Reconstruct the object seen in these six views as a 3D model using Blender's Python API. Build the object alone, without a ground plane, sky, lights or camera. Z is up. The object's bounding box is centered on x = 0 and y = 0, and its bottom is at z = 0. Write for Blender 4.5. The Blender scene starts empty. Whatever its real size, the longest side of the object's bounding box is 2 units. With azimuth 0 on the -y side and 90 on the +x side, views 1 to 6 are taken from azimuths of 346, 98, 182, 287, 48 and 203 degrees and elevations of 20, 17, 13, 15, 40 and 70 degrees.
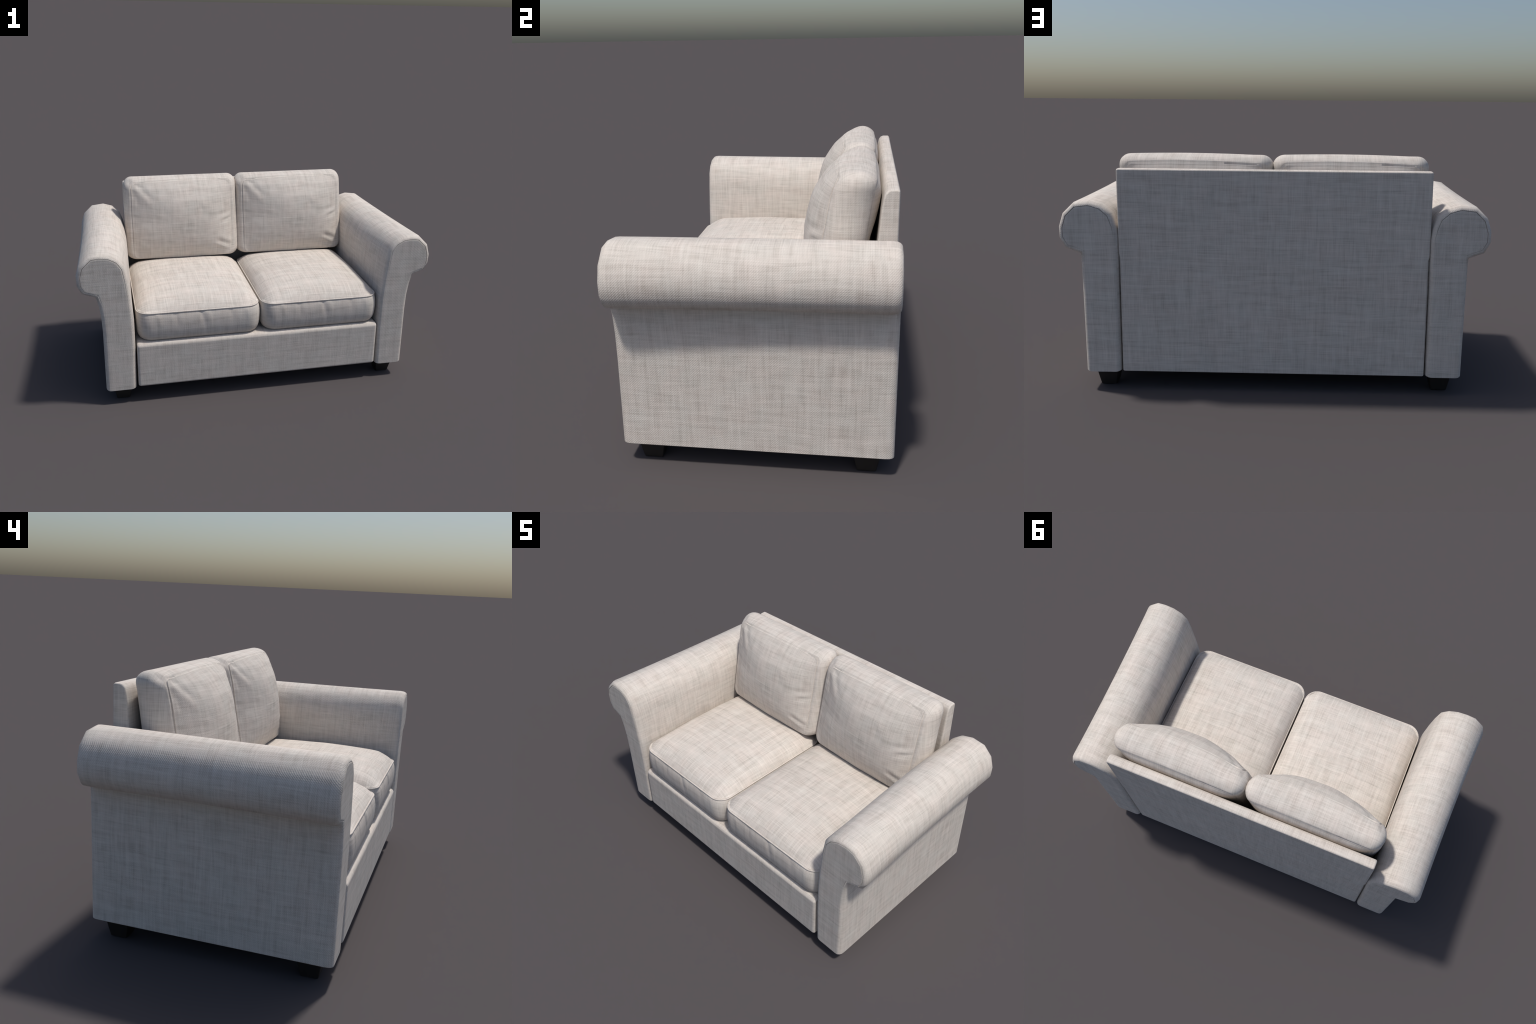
"""Two-seat rolled-arm sofa in pale linen, built part by part."""
import bpy, math
import numpy as np
import random
from mathutils import Vector, noise as mnoise

# ------------------------------------------------------------------ materials
def nd(nt, typ, **kw):
    n = nt.nodes.new(typ)
    for k, v in kw.items():
        setattr(n, k, v)
    return n


def math_node(nt, op, a, b=None, c=None):
    n = nd(nt, 'ShaderNodeMath', operation=op)
    for i, v in enumerate((a, b, c)):
        if v is None:
            continue
        if isinstance(v, (int, float)):
            n.inputs[i].default_value = v
        else:
            nt.links.new(v, n.inputs[i])
    return n.outputs[0]


def combine(nt, a, b, c):
    n = nd(nt, 'ShaderNodeCombineXYZ')
    for i, v in enumerate((a, b, c)):
        if isinstance(v, (int, float)):
            n.inputs[i].default_value = v
        else:
            nt.links.new(v, n.inputs[i])
    return n.outputs[0]


def noise(nt, vec, scale=1.0, detail=2.0, rough=0.5):
    n = nd(nt, 'ShaderNodeTexNoise')
    n.inputs['Scale'].default_value = scale
    n.inputs['Detail'].default_value = detail
    n.inputs['Roughness'].default_value = rough
    nt.links.new(vec, n.inputs['Vector'])
    return n.outputs[0]


def linen_material(name, twill, seed=0.0):
    """Slubby woven linen: streaks along both thread directions of the cloth,
    laid on each face by the plane it lies closest to."""
    m = bpy.data.materials.new(name)
    m.use_nodes = True
    nt = m.node_tree
    L = nt.links
    bsdf = nt.nodes['Principled BSDF']
    tc = nd(nt, 'ShaderNodeTexCoord')
    # slight wander so the threads are not ruler straight
    wob = nd(nt, 'ShaderNodeTexNoise')
    wob.inputs['Scale'].default_value = 5.0
    wob.inputs['Detail'].default_value = 1.0
    L.new(tc.outputs['Object'], wob.inputs['Vector'])
    wv = nd(nt, 'ShaderNodeVectorMath', operation='MULTIPLY_ADD')
    L.new(wob.outputs['Color'], wv.inputs[0])
    wv.inputs[1].default_value = (0.012, 0.012, 0.012)
    L.new(tc.outputs['Object'], wv.inputs[2])
    p = nd(nt, 'ShaderNodeSeparateXYZ')
    L.new(wv.outputs[0], p.inputs[0])
    ps = nd(nt, 'ShaderNodeSeparateXYZ')
    L.new(tc.outputs['Object'], ps.inputs[0])
    n = nd(nt, 'ShaderNodeSeparateXYZ')
    L.new(tc.outputs['Normal'], n.inputs[0])
    w = [math_node(nt, 'POWER', math_node(nt, 'ABSOLUTE', n.outputs[i]), 10.0) for i in range(3)]
    tot = math_node(nt, 'ADD', math_node(nt, 'ADD', w[0], w[1]), w[2])
    w = [math_node(nt, 'DIVIDE', x, tot) for x in w]

    planes = ((1, 2, -1.0), (0, 2, 1.0), (0, 1, 1.0))   # a, b, twill sign
    acc = {}
    for i, (ia, ib, sgn) in enumerate(planes):
        a, b = p.outputs[ia], p.outputs[ib]
        off = seed + 7.3 * i

        def streak(along, across, f_al, f_ac, k, detail=2.0):
            return noise(nt, combine(nt, math_node(nt, 'MULTIPLY', along, f_al),
                                     math_node(nt, 'MULTIPLY', across, f_ac), off + k), 1.0, detail, 0.55)
        fine_a = streak(a, b, 8.0, 290.0, 1.1)
        fine_b = streak(b, a, 8.0, 290.0, 2.7)
        band_a = streak(a, b, 4.5, 52.0, 4.9)
        band_b = streak(b, a, 4.5, 52.0, 6.1)
        patch = noise(nt, combine(nt, a, b, off), 20.0, 3.0, 0.6)
        fine = math_node(nt, 'ADD', fine_a, fine_b)
        band = math_node(nt, 'ADD', band_a, band_b)
        tone = math_node(nt, 'MULTIPLY_ADD', fine, 0.58, math_node(nt, 'MULTIPLY', band, 0.40))
        tone = math_node(nt, 'MULTIPLY_ADD', patch, 0.25, tone)      # mean about 1.125
        # diagonal twill ribs for the bump
        d = math_node(nt, 'MULTIPLY_ADD', ps.outputs[ib], sgn, ps.outputs[ia])
        tw = math_node(nt, 'SINE', math_node(nt, 'MULTIPLY', d, 2 * math.pi / 0.0088))
        hgt = math_node(nt, 'MULTIPLY_ADD', tw, twill, fine)
        for key, val in (('tone', tone), ('h', hgt), ('patch', patch)):
            t = math_node(nt, 'MULTIPLY', val, w[i])
            acc[key] = t if key not in acc else math_node(nt, 'ADD', acc[key], t)

    ramp = nd(nt, 'ShaderNodeValToRGB')
    mr = nd(nt, 'ShaderNodeMapRange')
    mr.inputs['From Min'].default_value = 0.62
    mr.inputs['From Max'].default_value = 1.57
    L.new(acc['tone'], mr.inputs['Value'])
    L.new(mr.outputs[0], ramp.inputs[0])
    cr = ramp.color_ramp
    cr.elements[0].position = 0.0
    cr.elements[0].color = (0.365, 0.320, 0.279, 1)
    cr.elements[1].position = 1.0
    cr.elements[1].color = (0.815, 0.751, 0.690, 1)
    e = cr.elements.new(0.5)
    e.color = (0.632, 0.577, 0.526, 1)
    # yarn batches drift between a rosy and a greyer cast
    hue = nd(nt, 'ShaderNodeTexNoise')
    hue.inputs['Scale'].default_value = 13.0
    hue.inputs['Detail'].default_value = 2.0
    L.new(tc.outputs['Object'], hue.inputs['Vector'])
    hr = nd(nt, 'ShaderNodeValToRGB')
    hr.color_ramp.elements[0].position = 0.35
    hr.color_ramp.elements[0].color = (0.988, 1.0, 0.992, 1)
    hr.color_ramp.elements[1].position = 0.65
    hr.color_ramp.elements[1].color = (1.014, 0.998, 0.986, 1)
    L.new(hue.outputs[0], hr.inputs[0])
    mx = nd(nt, 'ShaderNodeMix', data_type='RGBA', blend_type='MULTIPLY')
    mx.inputs[0].default_value = 1.0
    L.new(ramp.outputs[0], mx.inputs[6])
    L.new(hr.outputs[0], mx.inputs[7])
    L.new(mx.outputs[2], bsdf.inputs['Base Color'])
    bsdf.inputs['Roughness'].default_value = 0.9
    bsdf.inputs['Specular IOR Level'].default_value = 0.2
    bump = nd(nt, 'ShaderNodeBump')
    bump.inputs['Strength'].default_value = 0.40
    bump.inputs['Distance'].default_value = 0.0012
    L.new(acc['h'], bump.inputs['Height'])
    L.new(bump.outputs[0], bsdf.inputs['Normal'])
    return m


def wood_material():
    m = bpy.data.materials.new('dark_stained_wood')
    m.use_nodes = True
    nt = m.node_tree
    bsdf = nt.nodes['Principled BSDF']
    tc = nd(nt, 'ShaderNodeTexCoord')
    mp = nd(nt, 'ShaderNodeMapping')
    mp.inputs['Scale'].default_value = (60, 60, 6)
    nt.links.new(tc.outputs['Object'], mp.inputs[0])
    f = noise(nt, mp.outputs[0], 1.0, 3.0, 0.6)
    r = nd(nt, 'ShaderNodeValToRGB')
    r.color_ramp.elements[0].color = (0.010, 0.008, 0.007, 1)
    r.color_ramp.elements[1].color = (0.022, 0.018, 0.015, 1)
    nt.links.new(f, r.inputs[0])
    nt.links.new(r.outputs[0], bsdf.inputs['Base Color'])
    bsdf.inputs['Roughness'].default_value = 0.55
    return m


LINEN = linen_material('pale_linen', 0.10)
LINEN_RIBBED = linen_material('pale_ribbed_linen', 0.34)       # the twill shows most on the arms
WOOD = wood_material()

# ------------------------------------------------------------------ helpers
def link(obj, parent=None):
    bpy.context.scene.collection.objects.link(obj)
    if parent is not None:
        obj.parent = parent
    return obj


def mesh_object(name, verts, faces, mat, parent, angle=None, weighted=False):
    me = bpy.data.meshes.new(name)
    me.from_pydata([tuple(map(float, v)) for v in verts], [], faces)
    me.validate()
    import bmesh
    bm = bmesh.new()
    bm.from_mesh(me)
    bmesh.ops.recalc_face_normals(bm, faces=bm.faces)
    if angle is not None:
        for e in bm.edges:
            if len(e.link_faces) == 2 and e.calc_face_angle(0) > math.radians(angle):
                e.smooth = False
    for f in bm.faces:
        f.smooth = True
    bm.to_mesh(me)
    bm.free()
    me.materials.append(mat)
    ob = link(bpy.data.objects.new(name, me), parent)
    if weighted:
        md = ob.modifiers.new('weighted', 'WEIGHTED_NORMAL')
        md.keep_sharp = True
        md.weight = 80
    return ob


def loft(rings, closed=True, cap_start=False, cap_end=False):
    """Quads between successive rings of equal length."""
    n = len(rings[0])
    verts = [v for r in rings for v in r]
    faces = []
    for i in range(len(rings) - 1):
        for j in range(n if closed else n - 1):
            k = (j + 1) % n
            faces.append((i * n + j, i * n + k, (i + 1) * n + k, (i + 1) * n + j))
    if cap_start:
        faces.append(tuple(range(n - 1, -1, -1)))
    if cap_end:
        b = (len(rings) - 1) * n
        faces.append(tuple(range(b, b + n)))
    return verts, faces


def inset_polygon(pts, d):
    """Move a closed 2D polygon inward by d, mitred."""
    p = np.array(pts, float)
    prv, nxt = np.roll(p, 1, 0), np.roll(p, -1, 0)
    area = 0.5 * np.sum(p[:, 0] * nxt[:, 1] - nxt[:, 0] * p[:, 1])
    s = 1.0 if area > 0 else -1.0
    def nrm(v):
        v = v / np.linalg.norm(v, axis=1)[:, None]
        return s * np.stack([-v[:, 1], v[:, 0]], 1)
    n1, n2 = nrm(p - prv), nrm(nxt - p)
    m = n1 + n2
    m /= np.maximum(0.6, np.sum(m * n1, 1))[:, None]
    return p + m * d


def interp(x, xs, ys):
    return float(np.interp(x, xs, ys))


def rounded_rect(a, b, r, ne_a, ne_b, nc):
    """Counter-clockwise points of a rounded rectangle, half sizes a and b."""
    pts = []
    cs = ((a - r, b - r, 0), (-(a - r), b - r, 90), (-(a - r), -(b - r), 180), (a - r, -(b - r), 270))
    for q, (cx, cy, a0) in enumerate(cs):
        for i in range(nc + 1):
            t = math.radians(a0 + 90 * i / nc)
            pts.append((cx + r * math.cos(t), cy + r * math.sin(t)))
        nx, ny, na = cs[(q + 1) % 4]
        t = math.radians(na)
        p0, p1 = pts[-1], (nx + r * math.cos(t), ny + r * math.sin(t))
        ne = ne_a if q % 2 == 0 else ne_b
        for i in range(1, ne):
            f = i / ne
            pts.append((p0[0] + (p1[0] - p0[0]) * f, p0[1] + (p1[1] - p0[1]) * f))
    return pts


def crease(x, z, x0, z0, x1, z1, amp, width):
    """Soft fold along a segment, fading to its ends."""
    dx, dz = x1 - x0, z1 - z0
    l2 = dx * dx + dz * dz
    t = max(0.0, min(1.0, ((x - x0) * dx + (z - z0) * dz) / l2))
    px, pz = x0 + t * dx, z0 + t * dz
    d2 = (x - px) ** 2 + (z - pz) ** 2
    return amp * (math.sin(math.pi * (0.12 + 0.76 * t))) * math.exp(-d2 / (2 * width * width))


# ------------------------------------------------------------------ the sofa
sofa = link(bpy.data.objects.new('sofa', None))
sofa['label'] = 'two-seat sofa in pale linen with rolled arms'
sofa['category'] = 'sofa'

# ---- armrests: section at the front end and at the rear end (x, z) --------
ARM_FRONT = [(0.718, 0.087), (0.713, 0.091), (0.708, 0.30), (0.710, 0.50), (0.721, 0.64), (0.732, 0.74),
             (0.745, 0.815), (0.777, 0.860), (0.826, 0.886), (0.880, 0.892), (0.930, 0.884),
             (0.983, 0.832), (1.000, 0.772), (0.998, 0.720), (0.974, 0.674), (0.908, 0.651),
             (0.893, 0.60), (0.883, 0.53), (0.879, 0.44), (0.879, 0.091), (0.875, 0.087)]
ARM_REAR = [(0.716, 0.087), (0.711, 0.091), (0.708, 0.30), (0.705, 0.50), (0.701, 0.64), (0.700, 0.74),
            (0.708, 0.785), (0.727, 0.838), (0.770, 0.876), (0.828, 0.893), (0.900, 0.884),
            (0.950, 0.836), (0.970, 0.775), (0.970, 0.725), (0.9445, 0.677), (0.877, 0.652),
            (0.875, 0.60), (0.875, 0.53), (0.875, 0.44), (0.875, 0.091), (0.871, 0.087)]
# how quickly each point of the front section settles into the rear one
ARM_FADE = [1, 1, 1, 2.5, 2.4, 2.2, 2.0, 1.9, 1.8, 1.8, 1.8, 1.8, 1.8, 1.8, 1.8, 2.4, 2.6, 2.0, 1.5, 1, 1]
ARM_Y = 0.5055


def arm_section(y):
    t = min(1.0, max(0.0, (y + 0.48) / 0.96))
    out = []
    for a, b, k in zip(ARM_FRONT, ARM_REAR, ARM_FADE):
        f = 1 - (1 - t) ** k
        out.append((a[0] + (b[0] - a[0]) * f, a[1] + (b[1] - a[1]) * f))
    return out


ARM_FOOT = (0, 1, 19, 20)                      # points along the bottom edge
# the stitched seam follows the roll only and fades out down the sides
ARM_SEAM = [0, 0, 0, 0, 0, 0.25, 0.9, 1, 1, 1, 1, 1, 1, 1, 0.7, 0, 0, 0, 0, 0, 0]


def arm_ring(side, y_section, y_out, drop, inset, groove):
    base = np.array(arm_section(y_section))
    pts = inset_polygon(base, inset) if inset else base
    ring = []
    for k, (x, z) in enumerate(pts):
        if k in ARM_FOOT:                       # the cloth runs straight down to the bottom edge
            z = base[k][1]
            x = base[k][0] + (inset if k < 2 else -inset)
        d = drop + groove * ARM_SEAM[k]
        y = y_out - math.copysign(d, y_out) if y_section in (-0.48, 0.48) else y_out
        ring.append((side * x, y, z))
    return ring


def build_armrest(side):
    cover = ((0.0340, 0.0000, 0), (0.0185, 0.0016, 0), (0.0090, 0.0062, 0), (0.0038, 0.0115, 0),
             (0.0014, 0.0165, 0), (0.0008, 0.0185, 0.0004), (0.0006, 0.0202, 0.0048))
    panel = ((0.0006, 0.0202, 0.0048), (0.0005, 0.0220, 0.0002), (0.0001, 0.0255, -0.0002), (0.0, 0.0300, 0))
    rings = [arm_ring(side, -0.48, -ARM_Y, *c) for c in reversed(cover)]
    for y in (-0.42, -0.36, -0.30, -0.22, -0.12, 0.0, 0.15, 0.32):
        rings.append(arm_ring(side, y, y, 0, 0, 0))
    rings += [arm_ring(side, 0.48, ARM_Y, *c) for c in cover]
    v, f = loft(rings)
    arm = mesh_object('armrest', v, f, LINEN_RIBBED, sofa, angle=48, weighted=True)
    for sy in (-1, 1):
        rings = [arm_ring(side, 0.48 * sy, ARM_Y * sy, *c) for c in panel]
        v, f = loft(rings, cap_end=True)
        mesh_object('end_panel', v, f, LINEN_RIBBED if side * sy < 0 else LINEN, arm, angle=50, weighted=True)
    return arm


for s in (1, -1):
    build_armrest(s)

# ---- seat platform: a padded box with soft front edges ---------------------
def build_platform():
    x, y0, y1, z0, z1 = 0.7025, -0.507, 0.400, 0.097, 0.363
    def section(ix):
        """y, z outline; ix shrinks it for the rounded ends."""
        r = 0.024
        out = []
        for cy, cz, a0, rr in ((y0 + r, z1 - r, 90, r), (y0 + 0.012, z0 + 0.012, 180, 0.012),
                               (y1 - 0.01, z0 + 0.01, 270, 0.01), (y1 - 0.01, z1 - 0.01, 0, 0.01)):
            for i in range(6):
                t = math.radians(a0 + 90 * i / 5)
                out.append((cy + rr * math.cos(t), cz + rr * math.sin(t)))
        return inset_polygon(out, ix) if ix else np.array(out)
    rr = 0.016
    n = 5
    prof = [(rr * (1 - math.cos(math.radians(90 * i / n))), rr * 0.7 * (1 - math.sin(math.radians(90 * i / n)))) for i in range(n + 1)]
    rings = [[(-x + dx, y, z) for y, z in section(ins)] for dx, ins in prof]
    rings += [[(x - dx, y, z) for y, z in section(ins)] for dx, ins in reversed(prof)]
    v, f = loft(rings, cap_start=True, cap_end=True)
    return mesh_object('seat_platform', v, f, LINEN, sofa, angle=60, weighted=True)


build_platform()

# ---- backrest: a wedge-shaped board, upright behind and leaning in front ----
def build_backrest():
    prof = [(0.4945, 0.089), (0.4965, 0.091), (0.4965, 0.640), (0.4965, 0.655), (0.4965, 1.030), (0.4935, 1.034), (0.489, 1.038),
            (0.464, 1.038), (0.452, 1.033), (0.443, 1.021), (0.438, 1.000), (0.432, 0.960), (0.424, 0.860),
            (0.408, 0.655), (0.407, 0.640), (0.372, 0.091), (0.374, 0.089)]
    def half(z):
        return interp(z, [0.09, 0.640, 0.655, 1.04], [0.704, 0.697, 0.702, 0.699])
    steps = ((0.0, 0.0075), (0.0012, 0.0040), (0.0045, 0.0012), (0.0095, 0.0))
    rings = [[(-half(z0) + dx, y, z) for (y, z), (_, z0) in zip(inset_polygon(prof, i), prof)] for dx, i in steps]
    for k in range(1, 8):
        f = -1 + 2 * k / 8
        rings.append([(f * (half(z) - 0.0095), y, z) for y, z in prof])
    rings += [[(half(z0) - dx, y, z) for (y, z), (_, z0) in zip(inset_polygon(prof, i), prof)] for dx, i in reversed(steps)]
    v, f = loft(rings, cap_start=True, cap_end=True)
    return mesh_object('backrest', v, f, LINEN, sofa, angle=60, weighted=True)


build_backrest()

# ---- seat cushions ---------------------------------------------------------
SEAT_X, SEAT_Y = 0.3525, -0.100
SEAT_A, SEAT_B, SEAT_R = 0.3515, 0.405, 0.080


def seat_ring(inset, z):
    r = max(SEAT_R - inset * 0.6, 0.03)
    left = right = inset
    if z > 0.48:                       # the sides stand straighter than the front, the left one most
        left = inset - 0.7 * min(inset, 0.0115) - 0.22 * max(0.0, inset - 0.0115)
        right = inset - 0.22 * max(0.0, inset - 0.0115)
    shift = 0.5 * (left - right)
    return [(x + shift, SEAT_Y + y, z)
            for x, y in rounded_rect(SEAT_A - 0.5 * (left + right), SEAT_B - inset, r, 64, 72, 9)]


def seat_pucker(x, y, z):
    """Little vertical tucks under the front welt."""
    if y > SEAT_Y - SEAT_B + 0.06:
        return 0.0
    d = 0.0
    for px, amp, wd, drop in ((0.005, 0.0045, 0.010, 0.055), (0.040, -0.0025, 0.012, 0.05), (-0.14, 0.0022, 0.014, 0.06),
                              (-0.235, -0.0025, 0.013, 0.05), (0.17, 0.0022, 0.012, 0.05), (0.26, -0.002, 0.014, 0.06)):
        top = 0.528
        lean = px + (top - z) * 0.25
        if z < top:
            d += amp * math.exp(-((x - lean) / wd) ** 2) * math.exp(-((top - 0.02 - z) / drop) ** 2)
    return d


def build_seat_cushion_mesh():
    rings = []
    base = seat_ring(0.040, 0.362)
    cx, cy = 0.0, SEAT_Y
    for s in (0.02, 0.35, 0.7):
        rings.append([(x * s, cy + (y - cy) * s, 0.360) for x, y, z in base])
    for ins, z in ((0.040, 0.361), (0.027, 0.366), (0.016, 0.376), (0.008, 0.391), (0.003, 0.41), (0.0008, 0.435),
                   (0.0, 0.455), (0.0, 0.475), (0.0015, 0.492), (0.004, 0.508), (0.007, 0.519), (0.0092, 0.5250), (0.0112, 0.5290), (0.0122, 0.5325),
                   (0.0145, 0.5385), (0.019, 0.5445), (0.026, 0.553), (0.035, 0.562), (0.048, 0.572), (0.065, 0.582), (0.085, 0.592)):
        rings.append(seat_ring(ins, z))
    last = rings[-1]
    for s in np.linspace(0.93, 0.03, 20):
        ring = []
        for x, y, z in last:
            xx, yy = x * s, (y - cy) * s
            t = (abs(s) ** 2.6)
            ring.append((xx, cy + yy, 0.622 - (0.622 - 0.592) * t))
        rings.append(ring)
    out = []
    for r in rings:
        rr = []
        for x, y, z in r:
            u, w = abs(x) / SEAT_A, abs(y - SEAT_Y) / SEAT_B
            sag = 0.040 * u * u * w * w * (1 - max(u, w) ** 6) if z > 0.54 else 0.0   # corners sink
            hollow = 0.0
            if z > 0.545:
                rim = max(u, w)
                hollow = 0.0020 * mnoise.noise(Vector((x * 9.0, y * 9.0, 1.3)))
                if rim > 0.80:                      # gathers running in from the welt
                    c = x if w > u else y
                    hollow += 0.0016 * mnoise.noise(Vector((c * 42.0, 5.5, 2.0))) * min(1.0, (rim - 0.80) / 0.08) * (1 - rim)/0.12
            rr.append((x, y + seat_pucker(x, y, z), z - sag + hollow))
        out.append(rr)
    return loft(out, cap_start=True, cap_end=True)


def build_seat_welt():
    """Rolled welt along the top seam."""
    path = [Vector(p) for p in seat_ring(0.0112, 0.5330)]
    n = len(path)
    rad, k = 0.0040, 8
    rings = []
    for i, p in enumerate(path):
        t = (path[(i + 1) % n] - path[i - 1]).normalized()
        side = t.cross(Vector((0, 0, 1))).normalized()
        rings.append([tuple(p + rad * (math.cos(2 * math.pi * j / k) * side + math.sin(2 * math.pi * j / k) * Vector((0, 0, 1))))
                      for j in range(k)])
    rings.append(rings[0])
    return loft(rings)


v, f = build_seat_cushion_mesh()
seat = mesh_object('seat_cushion', v, f, LINEN, sofa, angle=70)
v, f = build_seat_welt()
welt = mesh_object('welt', v, f, LINEN, seat)
seat.location.x = SEAT_X + 0.005
seat2 = link(seat.copy(), sofa)
seat2.location.x = -SEAT_X + 0.005
welt2 = link(welt.copy(), seat2)

# ---- back cushions ---------------------------------------------------------
BACK_L, BACK_R = -0.346, 0.360
HW, Z0, Z1 = 0.312, 0.608, 1.065            # front seam loop


def front_seam_y(z):
    return interp(z, [0.60, 0.63, 0.86, 0.97, 1.03, 1.07, 1.10], [0.178, 0.184, 0.230, 0.249, 0.263, 0.285, 0.298])


def rear_seam_y(z):
    return interp(z, [0.60, 0.85, 0.95, 1.02, 1.06, 1.10], [0.347, 0.384, 0.398, 0.408, 0.419, 0.424])


_rng = random.Random(11)
PUCKERS = []                                    # short gathers standing square to the seam
for _i in range(46):
    _a = 2 * math.pi * (_i + _rng.uniform(-0.4, 0.4)) / 46
    _cx, _cz = math.cos(_a), math.sin(_a)
    _k = 1 / max(abs(_cx) / 0.306, abs(_cz) / 0.224)
    _x, _z = _cx * _k, 0.836 + _cz * _k
    _len = _rng.uniform(0.025, 0.060)
    _side = abs(_cx) / 0.306 > abs(_cz) / 0.224
    _dx = -math.copysign(_len, _cx) if _side else _rng.uniform(-0.015, 0.015)
    _dz = _rng.uniform(-0.015, 0.015) if _side else -math.copysign(_len, _cz)
    PUCKERS.append((_x, _z, _x + _dx, _z + _dz, _rng.choice((-1, 1)) * _rng.uniform(0.0005, 0.0017), _rng.uniform(0.005, 0.008)))


def front_wrinkles(x, z):
    d = 0.0
    if abs(x) > 0.24 or abs(z - 0.836) > 0.16:
        for p in PUCKERS:
            if abs(x - p[0]) < 0.09 and abs(z - p[1]) < 0.09:
                d += crease(x, z, *p)
    # shallow hollows over the filling
    d += 0.0022 * mnoise.noise(Vector((x * 11.0, 3.7, z * 11.0))) + 0.0010 * mnoise.noise(Vector((x * 27.0, 8.1, z * 27.0)))
    # fold running down from the upper left corner
    d += crease(x, z, -0.300, 1.055, -0.205, 0.945, 0.0036, 0.014)
    d += crease(x, z, -0.270, 1.045, -0.190, 0.975, -0.0028, 0.011)
    d += crease(x, z, -0.305, 1.030, -0.265, 0.930, -0.0028, 0.010)
    d += crease(x, z, -0.295, 1.058, -0.225, 1.035, -0.0026, 0.006)
    # shallow arc across the upper right
    d += crease(x, z, 0.03, 0.975, 0.13, 0.955, 0.0012, 0.016)
    d += crease(x, z, 0.12, 0.965, 0.19, 0.860, 0.0016, 0.016)
    d += crease(x, z, 0.09, 0.945, 0.15, 0.870, -0.0014, 0.014)
    # tucks pulled in along the right edge
    d += crease(x, z, 0.200, 0.860, 0.310, 0.885, -0.0020, 0.011)
    d += crease(x, z, 0.225, 0.845, 0.312, 0.860, 0.0026, 0.009)
    d += crease(x, z, 0.250, 0.832, 0.314, 0.842, -0.0042, 0.006)
    d += crease(x, z, 0.235, 0.800, 0.312, 0.812, 0.0018, 0.010)
    d += crease(x, z, 0.220, 0.735, 0.312, 0.695, 0.0030, 0.011)
    d += crease(x, z, 0.210, 0.710, 0.305, 0.668, -0.0042, 0.010)
    d += crease(x, z, 0.200, 0.690, 0.285, 0.648, 0.0028, 0.009)
    d += crease(x, z, 0.185, 0.670, 0.255, 0.635, -0.0020, 0.010)
    # faint fold near the upper right corner
    d += crease(x, z, 0.215, 1.068, 0.290, 1.058, -0.0026, 0.006)
    d += crease(x, z, -0.29, 0.72, -0.20, 0.66, 0.0015, 0.012)
    return d


def back_ring(hw, z0, z1, r):
    zc, hz = 0.5 * (z0 + z1), 0.5 * (z1 - z0)
    return [(x, zc + z) for x, z in rounded_rect(hw, hz, r, 64, 46, 9)]


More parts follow.
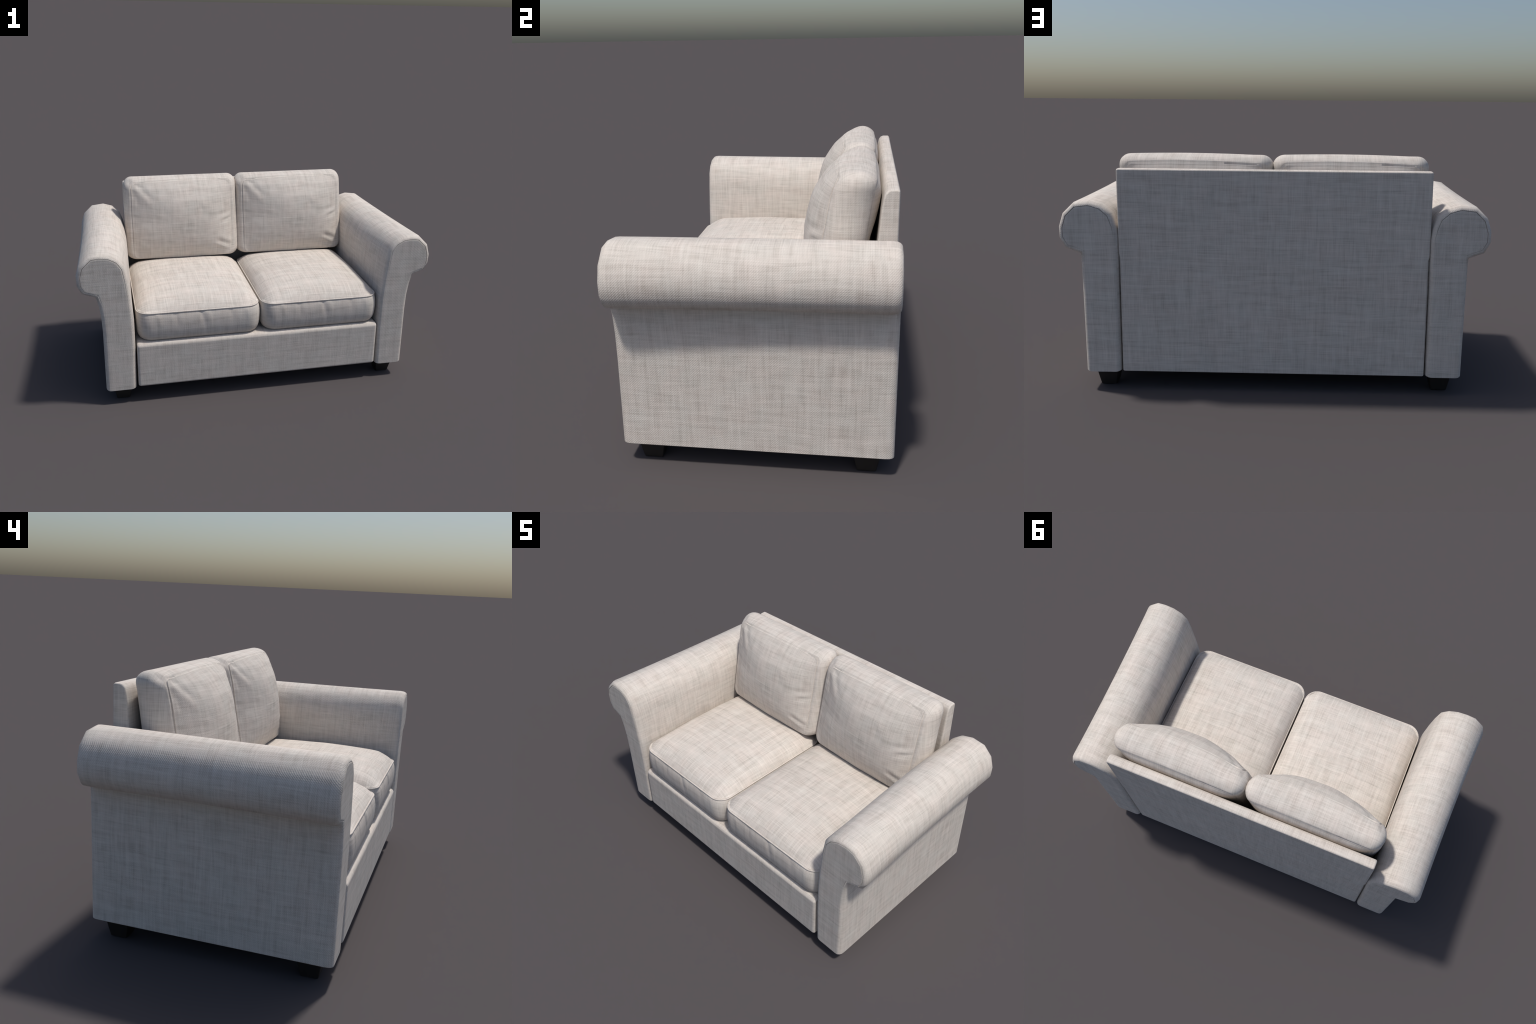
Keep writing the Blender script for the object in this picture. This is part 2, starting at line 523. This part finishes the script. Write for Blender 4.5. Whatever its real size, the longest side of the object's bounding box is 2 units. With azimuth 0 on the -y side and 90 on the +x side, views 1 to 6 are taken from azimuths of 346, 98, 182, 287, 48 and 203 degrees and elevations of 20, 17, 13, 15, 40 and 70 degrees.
def build_back_cushion_mesh():
    rings = []
    zc, hz = 0.5 * (Z0 + Z1), 0.5 * (Z1 - Z0)

    def lift(x, z):
        """The top seam arches a little between its corners."""
        u = (x - 0.05) / HW
        return 0.017 * max(0.0, 1 - u * u) * max(0.0, (z - zc) / hz)

    def bow(x, z):
        return interp(z, [0.65, 0.95], [0.008, 0.018]) * max(0.0, 1 - (x / HW) ** 2)

    def tightness(x, z):
        """The seam is pulled in hardest at the upper left."""
        return interp(x, [-0.31, 0.0, 0.31], [1.0, 0.75, 0.40]) * interp(z, [0.62, 0.80, 1.0], [0.35, 0.8, 1.0])

    # front panel, from its middle out to the seam
    seam = back_ring(HW, Z0, Z1, 0.030)
    steps = np.concatenate([np.linspace(0.02, 0.90, 34), [0.93, 0.955, 0.972, 0.984, 0.993]])
    for s in steps:
        ring = []
        for x, z in seam:
            xx, zz = x * s, zc + (z - zc) * s
            u, w = xx / HW, (zz - zc) / hz
            low = max(0.0, -w)                                   # fuller and squarer towards the base
            bu = max(0.0, 1 - abs(u) ** ((2.0 if u < 0 else 3.4) + 3.0 * low))
            bw = max(0.0, 1 - abs(w) ** (2.4 if w > 0 else 3.8))
            y = front_seam_y(zz) + 0.008 * max(0.0, -u) - bow(xx, zz) - (0.070 - 0.030 * low) * bu * bw - front_wrinkles(xx, zz)
            y -= 0.0020 * math.exp(-((1 - s) / 0.016) ** 2) * tightness(x, z)      # the cloth rolls over the seam
            ring.append((xx, y, zz + lift(xx, zz)))
        rings.append(ring)
    rings.append([(x * 0.9915, front_seam_y(z) + 0.008 * max(0.0, -x / HW) - bow(x, z) + 0.0026 * tightness(x, z), zc + (z - zc) * 0.9915 + lift(x, z)) for x, z in seam])
    # boxing strip, swelling between the two seams
    for t in (0.015, 0.035, 0.07, 0.13, 0.21, 0.32, 0.44, 0.56, 0.68, 0.79, 0.87, 0.93, 0.965, 0.985):
        b = math.sin(math.pi * t) ** 0.55
        hw = HW + 0.043 * b
        z1 = Z1 + (1.053 - Z1) * t + 0.034 * b
        z0 = Z0 - 0.016 * b
        ring = []
        for x, z in back_ring(hw, z0, z1, 0.028 + 0.025 * b):
            y = (front_seam_y(z) + 0.008 * min(1.0, max(0.0, -x / HW)) - bow(x, z)) * (1 - t) + rear_seam_y(z) * t
            # tuck gathered at the upper left corner
            dd = (x + 0.325) ** 2 + (z - 1.075) ** 2
            k = 0.007 * math.exp(-dd / 0.0005) * math.exp(-((t - 0.12) / 0.10) ** 2)
            wide = (0.009 * min(1.0, max(0.0, (zc + 0.12 - z) / hz)) + (0.002 if x > 0 else 0.0)) * b
            ring.append((x + k + math.copysign(wide, x) * min(1.0, abs(x) / 0.3), y, z - k + lift(x, z) * (1 - 0.72 * b - 0.28 * t)))
        rings.append(ring)
    rear = back_ring(HW + 0.002, Z0 + 0.002, 1.053, 0.030)
    rings.append([(x * 0.997, rear_seam_y(z) - 0.0008, zc + (z - zc) * 0.997 + lift(x, z) * 0.35) for x, z in rear])
    for s in np.concatenate([[0.993, 0.98, 0.96, 0.93], np.linspace(0.9, 0.03, 14)]):
        ring = []
        for x, z in rear:
            xx, zz = x * s, zc + (z - zc) * s
            u, w = abs(xx) / HW, (zz - zc) / hz
            swell = interp(zz, [0.60, 0.75, 0.85, 0.90, 0.95, 1.00, 1.03, 1.053], [0.0, 0.010, 0.018, 0.026, 0.031, 0.030, 0.018, 0.0])
            y = rear_seam_y(zz) + swell * max(0, 1 - u ** 9)
            ring.append((xx, y + 0.0015 * math.exp(-((1 - s) / 0.02) ** 2), zz + lift(xx, zz) * 0.35))
        rings.append(ring)
    return loft(rings, cap_start=True, cap_end=True)


v, f = build_back_cushion_mesh()
back = mesh_object('back_cushion', v, f, LINEN, sofa, angle=75)
back.location.x = BACK_R
back2 = link(back.copy(), sofa)
back2.location.x = BACK_L

# ---- legs: tapered wooden blocks -------------------------------------------
def build_leg_mesh():
    rings = []
    for z, h in ((0.0, 0.0335), (0.002, 0.0360), (0.094, 0.0540)):
        c = 0.003
        rings.append([(h, -h + c, z), (h, h - c, z), (h - c, h, z), (-h + c, h, z),
                      (-h, h - c, z), (-h, -h + c, z), (-h + c, -h, z), (h - c, -h, z)])
    return loft(rings, cap_start=True, cap_end=True)


v, f = build_leg_mesh()
leg = mesh_object('leg', v, f, WOOD, sofa, angle=30)
legs = [leg] + [link(leg.copy(), sofa) for _ in range(3)]
for ob, (x, y) in zip(legs, ((0.787, -0.407), (-0.787, -0.407), (0.787, 0.407), (-0.787, 0.407))):
    ob.location = (x, y, 0.0)
